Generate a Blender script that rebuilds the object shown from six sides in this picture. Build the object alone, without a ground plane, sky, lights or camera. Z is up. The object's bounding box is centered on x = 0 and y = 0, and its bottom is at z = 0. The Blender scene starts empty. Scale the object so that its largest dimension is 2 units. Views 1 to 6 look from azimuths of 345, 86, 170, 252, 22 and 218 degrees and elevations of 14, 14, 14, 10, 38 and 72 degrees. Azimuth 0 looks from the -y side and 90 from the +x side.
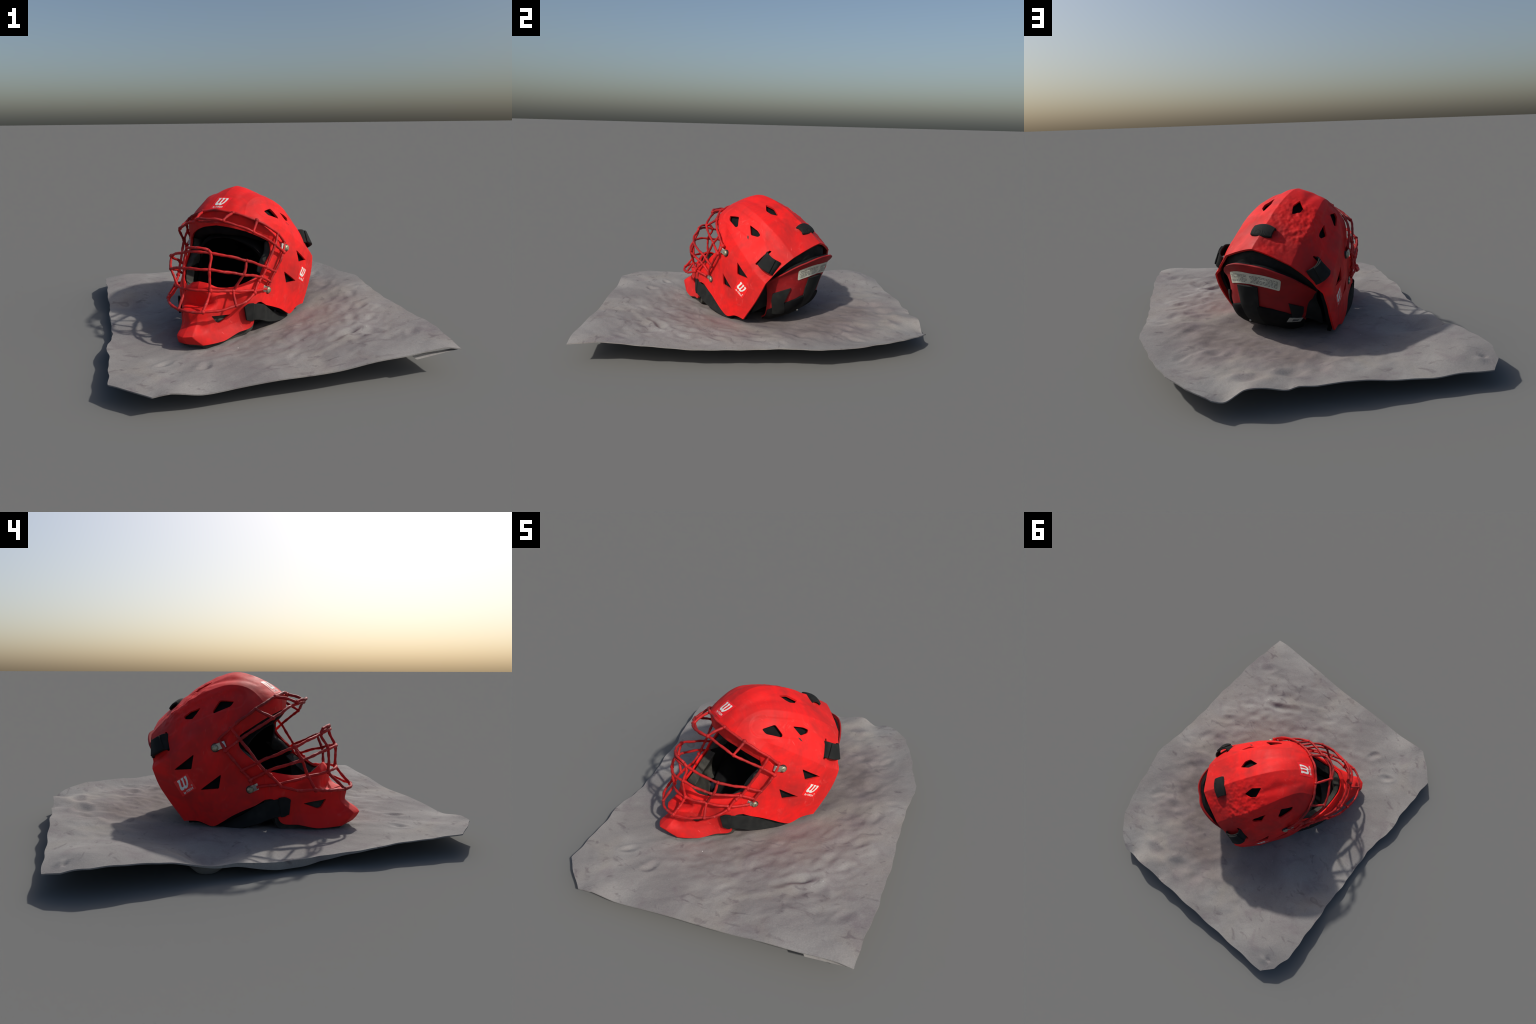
# A red catcher's helmet with a wire face cage, resting on a patch of trodden sand.
import bpy, bmesh, math, random
import numpy as np
from mathutils import Vector, Matrix, noise as mnoise
from mathutils.bvhtree import BVHTree

random.seed(7)
rng = np.random.default_rng(7)

# --------------------------------------------------------------------------
# helmet frame: x = across (wearer's left positive), y = towards the back, z = up
# --------------------------------------------------------------------------
AX = np.array([0.7606, -0.6479, 0.0400]); AX /= np.linalg.norm(AX)
AZ = np.array([0, 0, 1.0]) - AX[2] * AX; AZ /= np.linalg.norm(AZ)
AY = np.cross(AZ, AX)
BASIS = np.array([AX, AY, AZ])
ORIGIN = -0.0368 * AX


def world(p):
    return ORIGIN + np.asarray(p, float) @ BASIS


# --------------------------------------------------------------------------
# materials
# --------------------------------------------------------------------------
def new_material(name, rough=0.5, metallic=0.0, coat=0.0):
    m = bpy.data.materials.new(name)
    m.use_nodes = True
    nt = m.node_tree
    b = nt.nodes["Principled BSDF"]
    b.inputs["Roughness"].default_value = rough
    b.inputs["Metallic"].default_value = metallic
    b.inputs["Coat Weight"].default_value = coat
    b.inputs["Coat Roughness"].default_value = 0.25
    return m, nt, b


def noise(nt, scale, detail=4, rough=0.55, dist=0.0, stretch=None):
    tc = nt.nodes.new("ShaderNodeTexCoord")
    n = nt.nodes.new("ShaderNodeTexNoise")
    n.inputs["Scale"].default_value = scale
    n.inputs["Detail"].default_value = detail
    n.inputs["Roughness"].default_value = rough
    n.inputs["Distortion"].default_value = dist
    if stretch:
        mp = nt.nodes.new("ShaderNodeMapping")
        mp.inputs["Scale"].default_value = stretch
        nt.links.new(tc.outputs["Object"], mp.inputs["Vector"])
        nt.links.new(mp.outputs[0], n.inputs["Vector"])
    else:
        nt.links.new(tc.outputs["Object"], n.inputs["Vector"])
    return n.outputs["Fac"]


def ramp(nt, fac, stops, interp="LINEAR"):
    r = nt.nodes.new("ShaderNodeValToRGB")
    r.color_ramp.interpolation = interp
    el = r.color_ramp.elements
    while len(el) < len(stops):
        el.new(0.5)
    for e, (p, c) in zip(el, stops):
        e.position = p
        e.color = (*c, 1) if len(c) == 3 else c
    nt.links.new(fac, r.inputs["Fac"])
    return r.outputs["Color"]


def mix(nt, fac, a, b, mode="MIX"):
    n = nt.nodes.new("ShaderNodeMix")
    n.data_type = "RGBA"
    n.blend_type = mode
    for sock, v in ((n.inputs[0], fac), (n.inputs[6], a), (n.inputs[7], b)):
        if hasattr(v, "is_linked"):
            nt.links.new(v, sock)
        elif isinstance(v, (int, float)):
            sock.default_value = v
        else:
            sock.default_value = (*v, 1)
    return n.outputs[2]


def bump(nt, b, height, strength, dist):
    n = nt.nodes.new("ShaderNodeBump")
    n.inputs["Strength"].default_value = strength
    n.inputs["Distance"].default_value = dist
    nt.links.new(height, n.inputs["Height"])
    nt.links.new(n.outputs[0], b.inputs["Normal"])


def grey(v):
    return (v, v, v)


def make_red(name, base, dull, pale, scuff=1.0, rough=0.58):
    m, nt, b = new_material(name, rough)
    b.inputs["Specular IOR Level"].default_value = 0.22
    c = ramp(nt, noise(nt, 4.2, 6, 0.62, 0.8), [(0.34, dull), (0.56, base)])
    # faded, chalky scuffs
    f = ramp(nt, noise(nt, 8.5, 6, 0.68, 1.8), [(0.58, grey(0)), (0.82, grey(0.6 * scuff))])
    c = mix(nt, f, c, pale)
    # thin pale scratches
    s = ramp(nt, noise(nt, 26, 2, 0.4, 0.4, (1, 5, 0.7)), [(0.70, grey(0)), (0.80, grey(0.35 * scuff))])
    c = mix(nt, s, c, tuple(min(1, q * 1.1 + .03) for q in pale))
    # broad dull dark patches and fine dark specks
    g = ramp(nt, noise(nt, 2.6, 5, 0.65, 1.0), [(0.46, grey(0)), (0.68, grey(0.7 * scuff))])
    c = mix(nt, g, c, tuple(0.72 * q + .008 for q in dull))
    d = ramp(nt, noise(nt, 46, 4, 0.7), [(0.68, grey(0)), (0.78, grey(0.5 * scuff))])
    c = mix(nt, d, c, tuple(0.45 * q for q in dull))
    nt.links.new(c, b.inputs["Base Color"])
    r = ramp(nt, noise(nt, 9, 4), [(0.3, grey(rough - 0.06)), (0.7, grey(rough + 0.16))])
    nt.links.new(r, b.inputs["Roughness"])
    bump(nt, b, noise(nt, 60, 4), 0.12, 0.004)
    return m


RED = make_red("red_paint", (0.78, 0.013, 0.012), (0.50, 0.016, 0.015), (0.80, 0.09, 0.08))
RED_WIRE = make_red("red_wire_coating", (0.52, 0.016, 0.016), (0.27, 0.013, 0.013), (0.72, 0.16, 0.15), 1.6, 0.5)
RED_PLATE = make_red("shade_darkened_red_paint", (0.33, 0.011, 0.013), (0.22, 0.009, 0.011), (0.40, 0.07, 0.07), 0.8, 0.6)  # shell red, darkened here for the shade the plate lies in


def make_plain(name, a, b_, scale=20, rough=0.8, metallic=0.0, bstr=0.15):
    m, nt, b = new_material(name, rough, metallic)
    if rough > .75:
        b.inputs["Specular IOR Level"].default_value = 0.15
    nt.links.new(ramp(nt, noise(nt, scale, 5, 0.6), [(0.35, a), (0.68, b_)]), b.inputs["Base Color"])
    bump(nt, b, noise(nt, scale * 5, 3), bstr, 0.004)
    return m


FOAM = make_plain("black_foam", (0.004, 0.004, 0.005), (0.010, 0.010, 0.010), 14, 0.9)
GREY_FOAM = make_plain("grey_foam", (0.030, 0.030, 0.027), (0.075, 0.072, 0.062), 14, 0.9)
CLIP = make_plain("worn_steel", (0.35, 0.34, 0.31), (0.62, 0.60, 0.54), 60, 0.35, 0.75)
BOLT = make_plain("dirty_brass_bolt", (0.18, 0.17, 0.11), (0.50, 0.47, 0.33), 90, 0.45, 0.6)
RUBBER = make_plain("dark_washer", (0.012, 0.012, 0.012), (0.03, 0.03, 0.03), 40, 0.7)
TAN = make_plain("tan_edge_tape", (0.10, 0.085, 0.045), (0.17, 0.145, 0.085), 30, 0.8)
WHITE = make_plain("white_print", (0.68, 0.68, 0.62), (0.86, 0.85, 0.78), 40, 0.5, 0, 0.03)
STICKER = make_plain("red_sticker", (0.80, 0.010, 0.012), (0.86, 0.014, 0.014), 30, 0.4, 0, 0.03)
TAG = make_plain("dirty_pale_tag", (0.30, 0.29, 0.25), (0.45, 0.44, 0.38), 50, 0.6, 0, 0.05)
INK = make_plain("grey_ink", (0.07, 0.07, 0.07), (0.13, 0.13, 0.13), 50, 0.7, 0, 0.02)
PAPER = make_plain("yellowed_label", (0.46, 0.45, 0.36), (0.60, 0.60, 0.50), 26, 0.55, 0, 0.05)


def make_webbing():
    m, nt, b = new_material("black_webbing", 0.85)
    b.inputs["Specular IOR Level"].default_value = 0.25
    tc = nt.nodes.new("ShaderNodeTexCoord")
    w = nt.nodes.new("ShaderNodeTexWave")
    w.inputs["Scale"].default_value = 150
    w.inputs["Distortion"].default_value = 2.0
    w.bands_direction = "DIAGONAL"
    nt.links.new(tc.outputs["Object"], w.inputs["Vector"])
    c = ramp(nt, w.outputs["Fac"], [(0.2, (0.006, 0.007, 0.007)), (0.8, (0.014, 0.015, 0.0145))])
    c = mix(nt, ramp(nt, noise(nt, 18, 5), [(0.45, grey(0)), (0.75, grey(0.6))]), c, (0.026, 0.027, 0.025))
    nt.links.new(c, b.inputs["Base Color"])
    bump(nt, b, w.outputs["Fac"], 0.25, 0.002)
    return m


WEB = make_webbing()


def make_sand():
    m, nt, b = new_material("grey_sand", 0.95)
    # trodden brown-mauve middle, paler grey borders
    tc = nt.nodes.new("ShaderNodeTexCoord")
    mp = nt.nodes.new("ShaderNodeMapping")
    mp.inputs["Location"].default_value = (-.18, -.12, 0)
    mp.inputs["Scale"].default_value = (1.05, .92, 0)
    nt.links.new(tc.outputs["Object"], mp.inputs["Vector"])
    ln = nt.nodes.new("ShaderNodeVectorMath"); ln.operation = "LENGTH"
    nt.links.new(mp.outputs[0], ln.inputs[0])
    ad = nt.nodes.new("ShaderNodeMath"); ad.operation = "MULTIPLY_ADD"
    nt.links.new(noise(nt, 3.2, 4, 0.55, 0.4), ad.inputs[0]); ad.inputs[1].default_value = 0.55
    nt.links.new(ln.outputs["Value"], ad.inputs[2])
    border = ramp(nt, ad.outputs[0], [(0.72, grey(0)), (1.0, grey(1))])
    mid = ramp(nt, noise(nt, 3.1, 5, 0.6, 0.6), [(0.34, (0.150, 0.122, 0.115)), (0.50, (0.200, 0.169, 0.160)), (0.68, (0.240, 0.204, 0.186))])
    rim = ramp(nt, noise(nt, 2.4, 4, 0.55, 0.5), [(0.36, (0.210, 0.196, 0.188)), (0.64, (0.285, 0.272, 0.256))])
    big = mix(nt, border, mid, rim)
    mauve = ramp(nt, noise(nt, 6.0, 5, 0.6, 0.8), [(0.52, grey(0)), (0.72, grey(0.6))])
    c = mix(nt, mauve, big, (0.180, 0.148, 0.156))
    warm = ramp(nt, noise(nt, 3.7, 3, 0.5, 0.4), [(0.55, grey(0)), (0.75, grey(0.45))])
    c = mix(nt, warm, c, (0.285, 0.255, 0.215))
    # damp hollows: a vertex-free mask from stretched noise
    damp = ramp(nt, noise(nt, 9.5, 3, 0.5, 1.2, (1.0, 1.7, 1.0)), [(0.60, grey(0)), (0.72, grey(0.6))])
    c = mix(nt, damp, c, (0.120, 0.098, 0.104))
    grain = ramp(nt, noise(nt, 160, 2), [(0.3, grey(0.86)), (0.7, grey(1.1))])
    c = mix(nt, 0.6, c, grain, "MULTIPLY")
    spark = ramp(nt, noise(nt, 75, 1, 0.3), [(0.845, grey(0)), (0.86, grey(0.7))])
    c = mix(nt, spark, c, (0.8, 0.8, 0.75))
    nt.links.new(c, b.inputs["Base Color"])
    bump(nt, b, noise(nt, 55, 6, 0.65), 0.35, 0.006)
    return m


SAND = make_sand()

# --------------------------------------------------------------------------
# object and mesh helpers
# --------------------------------------------------------------------------
def link(ob, parent=None):
    bpy.context.scene.collection.objects.link(ob)
    if parent is not None:
        ob.parent = parent
    return ob


def mesh_object(name, verts, faces, mat, parent=None, smooth=True, angle=None):
    me = bpy.data.meshes.new(name)
    me.from_pydata([tuple(v) for v in verts], [], [tuple(int(i) for i in f) for f in faces])
    me.validate()
    bm = bmesh.new()
    bm.from_mesh(me)
    bmesh.ops.recalc_face_normals(bm, faces=bm.faces)
    bm.to_mesh(me)
    bm.free()
    me.materials.append(mat)
    if smooth:
        me.shade_smooth()
        if angle:
            me.set_sharp_from_angle(angle=math.radians(angle))
    return link(bpy.data.objects.new(name, me), parent)


def empty(name, loc, parent=None):
    ob = bpy.data.objects.new(name, None)
    ob.empty_display_size = 0.1
    ob.location = loc
    link(ob, parent)
    return ob


def adopt(ob, parent):
    """parent while keeping world-space mesh coordinates"""
    ob.parent = parent
    ob.matrix_parent_inverse = Matrix.Translation(parent.location).inverted() if parent.type == "EMPTY" else Matrix()


# --- splines ---------------------------------------------------------------
def tangents(P, k, crease):
    """left and right tangents at each knot of P (n, ...) with knot values k"""
    n = len(P)
    d = [(P[i + 1] - P[i]) / (k[i + 1] - k[i]) for i in range(n - 1)]
    L, R = [None] * n, [None] * n
    for i in range(n):
        if i == 0:
            t = d[0]; L[i] = R[i] = t
        elif i == n - 1:
            L[i] = R[i] = d[-1]
        else:
            h0, h1 = k[i] - k[i - 1], k[i + 1] - k[i]
            c = (d[i - 1] * h1 + d[i] * h0) / (h0 + h1)
            w = crease.get(i, 0.0)
            L[i] = c * (1 - w) + d[i - 1] * w
            R[i] = c * (1 - w) + d[i] * w
    # smoother free ends
    if n > 2:
        R[0] = 1.5 * d[0] - 0.5 * L[1]
        L[-1] = 1.5 * d[-1] - 0.5 * R[-2]
    return L, R


def spline(P, k, u, crease={}):
    P = np.asarray(P, float)
    L, R = tangents(P, k, crease)
    out = []
    for x in u:
        i = int(np.clip(np.searchsorted(k, x, side="right") - 1, 0, len(k) - 2))
        h = k[i + 1] - k[i]
        t = (x - k[i]) / h
        out.append((2 * t**3 - 3 * t**2 + 1) * P[i] + (t**3 - 2 * t**2 + t) * h * R[i]
                   + (-2 * t**3 + 3 * t**2) * P[i + 1] + (t**3 - t**2) * h * L[i + 1])
    return np.array(out)


def curve(points, n, crease={}):
    P = np.asarray(points, float)
    k = np.concatenate([[0], np.cumsum(np.linalg.norm(np.diff(P, axis=0), axis=1))])
    return spline(P, k, np.linspace(0, k[-1], n), crease)


def sheet(table, nu, nv, crease_u={}, crease_v={}):
    """bicubic surface through table[station][line]; returns (nu, nv, 3)"""
    T = np.asarray(table, float)
    du = np.linalg.norm(np.diff(T, axis=0), axis=2).mean(1)
    dv = np.linalg.norm(np.diff(T, axis=1), axis=2).mean(0)
    ku = np.concatenate([[0], np.cumsum(du)])
    kv = np.concatenate([[0], np.cumsum(dv)])
    # samples sit on every knot so that creases stay crisp
    def samples(k, n):
        seg = np.maximum(2, np.round(np.diff(k) / k[-1] * n).astype(int))
        s = [np.linspace(a, b, m, endpoint=False) for a, b, m in zip(k[:-1], k[1:], seg)]
        return np.concatenate(s + [[k[-1]]]), np.concatenate([[0], np.cumsum(seg)])
    su, iu = samples(ku, nu)
    sv, iv = samples(kv, nv)
    A = spline(T, ku, su, crease_u)
    A = np.moveaxis(spline(np.moveaxis(A, 1, 0), kv, sv, crease_v), 0, 1)
    return A, iu, iv


def mirror_sheet(A):
    """A (nu, nv, 3) starting on the mid plane (v = 0) -> full width sheet"""
    L = A[:, :0:-1] * np.array([-1, 1, 1])
    return np.concatenate([L, A], axis=1)


def sheet_normals(A):
    du = np.gradient(A, axis=0)
    dv = np.gradient(A, axis=1)
    n = np.cross(du, dv)
    n /= np.linalg.norm(n, axis=2, keepdims=True) + 1e-12
    return n


def smooth_sheet(N, rounds):
    for _ in range(rounds):
        M = np.pad(N, ((1, 1), (1, 1), (0, 0)), mode="edge")
        N = (M[1:-1, 1:-1] * 2 + M[:-2, 1:-1] + M[2:, 1:-1] + M[1:-1, :-2] + M[1:-1, 2:]) / 6
    return N / (np.linalg.norm(N, axis=2, keepdims=True) + 1e-12)


def solid_sheet(name, outer, inner, mat, parent, angle=50):
    nu, nv, _ = outer.shape
    V = np.concatenate([outer.reshape(-1, 3), inner.reshape(-1, 3)])
    I = np.arange(nu * nv).reshape(nu, nv)
    J = I + nu * nv
    F = []
    q = lambda a, b, c, d: np.stack([a.ravel(), b.ravel(), c.ravel(), d.ravel()], 1)
    F.append(q(I[:-1, :-1], I[:-1, 1:], I[1:, 1:], I[1:, :-1]))
    F.append(q(J[:-1, :-1], J[1:, :-1], J[1:, 1:], J[:-1, 1:]))
    F.append(q(I[0, :-1], J[0, :-1], J[0, 1:], I[0, 1:]))
    F.append(q(I[-1, :-1], I[-1, 1:], J[-1, 1:], J[-1, :-1]))
    F.append(q(I[:-1, 0], I[1:, 0], J[1:, 0], J[:-1, 0]))
    F.append(q(I[:-1, -1], J[:-1, -1], J[1:, -1], I[1:, -1]))
    return mesh_object(name, world(V), np.concatenate(F), mat, parent, True, angle)


def value_noise(p, scale, seed=0, octaves=3):
    """fractal gradient noise, roughly -1..1; scale is in radians per metre"""
    q = p.reshape(-1, 3) * (scale / 6.28 * 1.25) + np.array([17.3, 5.1, 9.7]) * (seed + 1)
    out = np.fromiter((mnoise.fractal(v, 1.0, 2.1, octaves) for v in q.tolist()), float, len(q))
    return (out * 1.6).reshape(p.shape[:-1])


# --------------------------------------------------------------------------
# helmet shell: stations from the rear edge to the brow, lines from the crown
# ridge down to the lower edge (half of it; the other half is mirrored)
# lines: crown ridge, top facet, upper ridge, vent band, side ridge, side, lower side, lower edge
# --------------------------------------------------------------------------
SHELL = [
    [(0, .458, .578), (.055, .446, .564), (.200, .405, .505), (.262, .362, .447), (.343, .314, .356), (.349, .283, .292), (.345, .235, .213), (.334, .147, .095)],
    [(0, .360, .649), (.055, .351, .633), (.198, .310, .592), (.264, .275, .526), (.347, .240, .404), (.348, .205, .335), (.342, .145, .245), (.323, .075, .099)],
    [(0, .220, .743), (.055, .213, .729), (.199, .200, .670), (.243, .165, .612), (.328, .150, .470), (.338, .120, .395), (.333, .060, .270), (.310, -.003, .077)],
    [(0, .090, .805), (.055, .087, .788), (.184, .085, .732), (.236, .060, .662), (.305, .052, .543), (.325, .030, .415), (.316, -.015, .295), (.305, -.055, .103)],
    [(0, -.045, .822), (.058, -.047, .809), (.154, -.060, .770), (.227, -.048, .690), (.272, -.040, .608), (.303, -.045, .460), (.298, -.080, .308), (.295, -.108, .138)],
    [(0, -.160, .782), (.064, -.158, .773), (.140, -.152, .746), (.200, -.148, .694), (.249, -.092, .629), (.297, -.068, .480), (.278, -.135, .315), (.273, -.165, .167)],
    [(0, -.260, .716), (.070, -.254, .707), (.155, -.226, .686), (.208, -.196, .653), (.258, -.142, .600), (.294, -.085, .500), (.262, -.180, .330), (.257, -.215, .190)],
    [(0, -.264, .638), (.070, -.255, .628), (.156, -.218, .600), (.203, -.183, .572), (.248, -.135, .533), (.262, -.140, .478), (.252, -.245, .372), (.249, -.262, .222)],
]
A, iu, iv = sheet(SHELL, 190, 190, {6: 0.85}, {2: 0.8, 4: 0.75})
HALF = A
S = mirror_sheet(A)
N = sheet_normals(S)
if (N[len(S) // 2, S.shape[1] // 2] @ np.array([0, 0, 1])) < 0:
    N = -N
NS = smooth_sheet(N.copy(), 12)


def local_dents(P, ab):
    """raised vent pods, grooves behind the vents, the notch groove above the side ridge"""
    x = np.abs(P[..., 0]); y = P[..., 1]; z = P[..., 2]
    out = np.zeros(x.shape)
    def groove(c0, c1, w, depth):
        c0, c1 = np.array(c0), np.array(c1)
        q = np.stack([x, y, z], -1) - c0
        d = c1 - c0
        t = np.clip(q @ d / (d @ d), 0, 1)
        dist = np.linalg.norm(q - t[..., None] * d, axis=-1)
        taper = w * (1 - 0.45 * t)
        return -depth * np.exp(-(dist / taper) ** 2) * (1 - 0.6 * t)
    # shallow dish around the two side vents, bounded by the upper ridge
    c0, c1 = np.array((.200, -.092, .705)), np.array((.238, .150, .622))
    q = np.stack([x, y, z], -1) - c0
    d = c1 - c0
    t = np.clip(q @ d / (d @ d), 0, 1.3)
    dist = np.linalg.norm(q - t[..., None] * d, axis=-1)
    k = np.clip((.062 - dist) / .016, 0, 1)
    out -= .0055 * k * k * (3 - 2 * k) * np.clip((.19 - y) / .12, 0, 1)
    out += groove((.088, .150, .727), (.098, .245, .680), .020, .010)
    out += groove((.236, .150, .612), (.238, .215, .580), .016, .006)
    # trough between the crown ridge and the upper ridge, ending in a blunt nose above the brow
    out += np.minimum(groove((.096, -.020, .790), (.080, -.150, .765), .030, .008), groove((.096, -.020, .790), (.108, .110, .752), .030, .008))
    nose = np.clip((.075 - x) / .03, 0, 1) * np.clip((y + .145) / .03, 0, 1) * np.clip((.12 - y) / .15, 0, 1) * (z > .6)
    out += .001 * nose
    # groove along the rear just above the side ridge, where the strap leaves
    out += groove((.318, .318, .395), (.322, .240, .438), .020, .010)
    return out


rough = 0.0016 * value_noise(S, 38, 3, 3)
left_rear = np.clip((0.05 - S[..., 0]) / 0.15, 0, 1) * np.clip((S[..., 1] - 0.02) / 0.15, 0, 1) * np.clip((S[..., 2] - 0.52) / 0.1, 0, 1)
rough = rough + left_rear * 0.0042 * value_noise(S, 130, 5, 3)
S = S + NS * (local_dents(S, None) + rough)[..., None]
INNER = S - NS * 0.011

helmet = empty("catcher_helmet", tuple(world((0, -0.1, 0.06))))
helmet["label"] = "red catcher's helmet with wire face cage and black straps"
helmet["category"] = "helmet"

shell = solid_sheet("shell", S, INNER, RED, None, 45)

# --- chin guard: stations from the cheek seam to the chin, lines from the mouth edge down ------
i5, i7 = iv[6], iv[7]
seam = HALF[-1, i5:i7 + 1]
CHIN = [
    None,
    [(.210, -.315, .352), (.223, -.316, .333), (.229, -.318, .305), (.232, -.318, .280), (.234, -.317, .260), (.236, -.316, .240), (.239, -.315, .218)],
    [(.172, -.362, .338), (.192, -.368, .318), (.205, -.366, .290), (.206, -.362, .250), (.208, -.357, .205), (.214, -.348, .160), (.228, -.335, .112)],
    [(.136, -.402, .333), (.154, -.418, .312), (.157, -.424, .280), (.148, -.425, .240), (.140, -.426, .195), (.150, -.420, .140), (.178, -.415, .090)],
    [(.092, -.448, .342), (.102, -.474, .314), (.107, -.487, .275), (.106, -.503, .240), (.097, -.515, .205), (.112, -.506, .130), (.138, -.498, .070)],
    [(.046, -.472, .368), (.054, -.495, .330), (.052, -.494, .258), (.042, -.588, .246), (.036, -.586, .192), (.046, -.655, .138), (.074, -.606, .076)],
    [(0, -.478, .377), (0, -.502, .340), (0, -.494, .248), (0, -.606, .250), (0, -.598, .192), (0, -.674, .137), (0, -.642, .088)],
]
seam_k = np.concatenate([[0], np.cumsum(np.linalg.norm(np.diff(seam, axis=0), axis=1))])
CHIN[0] = [tuple(spline(seam, seam_k, [f * seam_k[-1]])[0]) for f in np.linspace(0, 1, 7)]
Cc, ciu, civ = sheet(CHIN[::-1], 120, 100, {1: 0.75, 2: .35}, {2: 0.5, 3: 0.75, 4: 0.35, 5: 0.6})
# station 0 is now the mid plane: mirror along stations
Cfull = np.concatenate([(Cc[:0:-1]) * np.array([-1, 1, 1]), Cc], axis=0)
CN = sheet_normals(Cfull)
if CN[Cfull.shape[0] // 2, Cfull.shape[1] - 8] @ np.array([0, -1, 0]) < 0:
    CN = -CN
CNS = smooth_sheet(CN.copy(), 14)
ca = np.stack([np.abs(Cfull[..., 0]), Cfull[..., 1], Cfull[..., 2]], -1)
hollow = .012 * np.exp(-(np.linalg.norm((ca - np.array([.066, -.585, .160])) / np.array([.022, .030, .022]), axis=-1)) ** 2)
hollow += .010 * np.exp(-(np.linalg.norm((ca - np.array([.150, -.425, .270])) / np.array([.030, .035, .022]), axis=-1)) ** 2)
Cfull = Cfull - CNS * hollow[..., None]
Cfull = Cfull + CNS * (0.0014 * value_noise(Cfull, 40, 9, 3))[..., None]
chin = solid_sheet("chin_guard", Cfull, Cfull - CNS * 0.011, RED, None, 50)

shell_tree = BVHTree.FromObject(shell, bpy.context.evaluated_depsgraph_get())


def surface_hit(p, d):
    """first hit on the shell from p (helmet frame) along d"""
    o = world(p); dd = np.asarray(d, float) @ BASIS
    hit, nrm, *_ = shell_tree.ray_cast(Vector(o), Vector(dd))
    return hit, nrm


# --- vents -----------------------------------------------------------------
def prism(poly3, depth_out, depth_in, direction):
    """closed prism around a polygon (helmet frame) along direction"""
    P = np.asarray(poly3, float); d = np.asarray(direction, float); d /= np.linalg.norm(d)
    n = len(P)
    V = np.concatenate([P + d * depth_out, P - d * depth_in])
    F = [list(range(n)), list(range(2 * n - 1, n - 1, -1))]
    F += [[i, i + n, (i + 1) % n + n, (i + 1) % n] for i in range(n)]
    return V, F


def rounded(corners, r, steps=5):
    """rounded polygon through corner points in 3D"""
    C = [np.array(c, float) for c in corners]
    out = []
    for i, c in enumerate(C):
        a, b = C[i - 1], C[(i + 1) % len(C)]
        la, lb = np.linalg.norm(a - c), np.linalg.norm(b - c)
        p0 = c + (a - c) * min(r / la, 0.45); p1 = c + (b - c) * min(r / lb, 0.45)
        for t in np.linspace(0, 1, steps):
            out.append((1 - t) ** 2 * p0 + 2 * t * (1 - t) * c + t**2 * p1)
    return out


VENTS = [  # corners, cutting direction, corner radius
    ([(.214, -.092, .698), (.216, -.014, .700), (.250, .010, .645), (.252, -.002, .634), (.236, -.080, .676)], (.85, -.05, .55), .010),
    ([(.229, .086, .662), (.234, .150, .636), (.238, .178, .613), (.242, .166, .598), (.243, .116, .600)], (.9, .1, .45), .009),
    ([(.076, .086, .770), (.120, .124, .733), (.115, .158, .716), (.084, .192, .710), (.063, .142, .747)], (.30, .42, .85), .008),
    ([(.330, .080, .442), (.333, .090, .368), (.347, .186, .359)], (1, 0, 0.05), .008),
    ([(.305, -.056, .346), (.304, -.043, .273), (.329, .050, .264)], (1, -.1, 0), .008),
]
CHIN_VENT = ([(.089, -.530, .211), (.134, -.416, .191), (.114, -.488, .163), (.106, -.505, .166)], (.75, -.6, -.1), .008)


def cutter(vents, name):
    V, F = [], []
    for corners, d, r in vents:
        for sx in (1, -1):
            m = np.array([sx, 1, 1])
            v, f = prism(np.array(rounded(corners, r)) * m, .05, .022, np.array(d) * m)
            F += [[i + len(V) for i in face] for face in f]
            V += list(v)
    return mesh_object(name, world(V), F, RUBBER, None, False)


def carve(ob, cut):
    md = ob.modifiers.new("vents", "BOOLEAN")
    md.operation = "DIFFERENCE"
    md.object = cut
    md.solver = "EXACT"
    dg = bpy.context.evaluated_depsgraph_get()
    me = bpy.data.meshes.new_from_object(ob.evaluated_get(dg))
    ob.modifiers.clear()
    ob.data = me
    me.shade_smooth()
    me.set_sharp_from_angle(angle=math.radians(45))
    bpy.data.objects.remove(cut)


# strap slots
SLOT = ([(.252, .283, .530), (.262, .268, .535), (.322, .214, .450), (.314, .232, .445)], (.9, .2, .35), .008)
BACK_SLOT = ([(.066, .318, .652), (.066, .333, .643), (-.066, .333, .643), (-.066, .318, .652)], (0, .5, .85), .006)
v_cut = cutter(VENTS + [SLOT], "vent_cutter")
carve(shell, v_cut)
carve(chin, cutter([CHIN_VENT], "chin_vent_cutter"))
adopt(shell, helmet); adopt(chin, helmet)

# --------------------------------------------------------------------------
# padding: thick foam inside the shell and the chin guard, showing at every edge
# --------------------------------------------------------------------------
def liner(name, grid, nrm, near, far, mat, step=3, extend=0.0, axis=1):
    G = grid[::step, ::step]; Nn = smooth_sheet(nrm[::step, ::step].copy(), 6)
    o = G - Nn * near
    i = G - Nn * (near + far)
    if extend:
        for arr in (o, i):
            if axis == 1:
                arr[:, 0] += np.array([0.006, 0, -extend]); arr[:, -1] += np.array([-0.006, 0, -extend])
            else:
                arr[:, -1] += np.array([0, 0.01, -extend])
    ob = solid_sheet(name, o, i, mat, None, 50)
    adopt(ob, helmet)
    return ob


nb = iu[7]
liner("padding", S[6:nb - 2], NS[6:nb - 2], 0.024, 0.020, FOAM, 3, 0.020, 1)
liner("chin_pad", Cfull, CNS, 0.021, 0.045, GREY_FOAM, 2, 0.032, 0)

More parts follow.
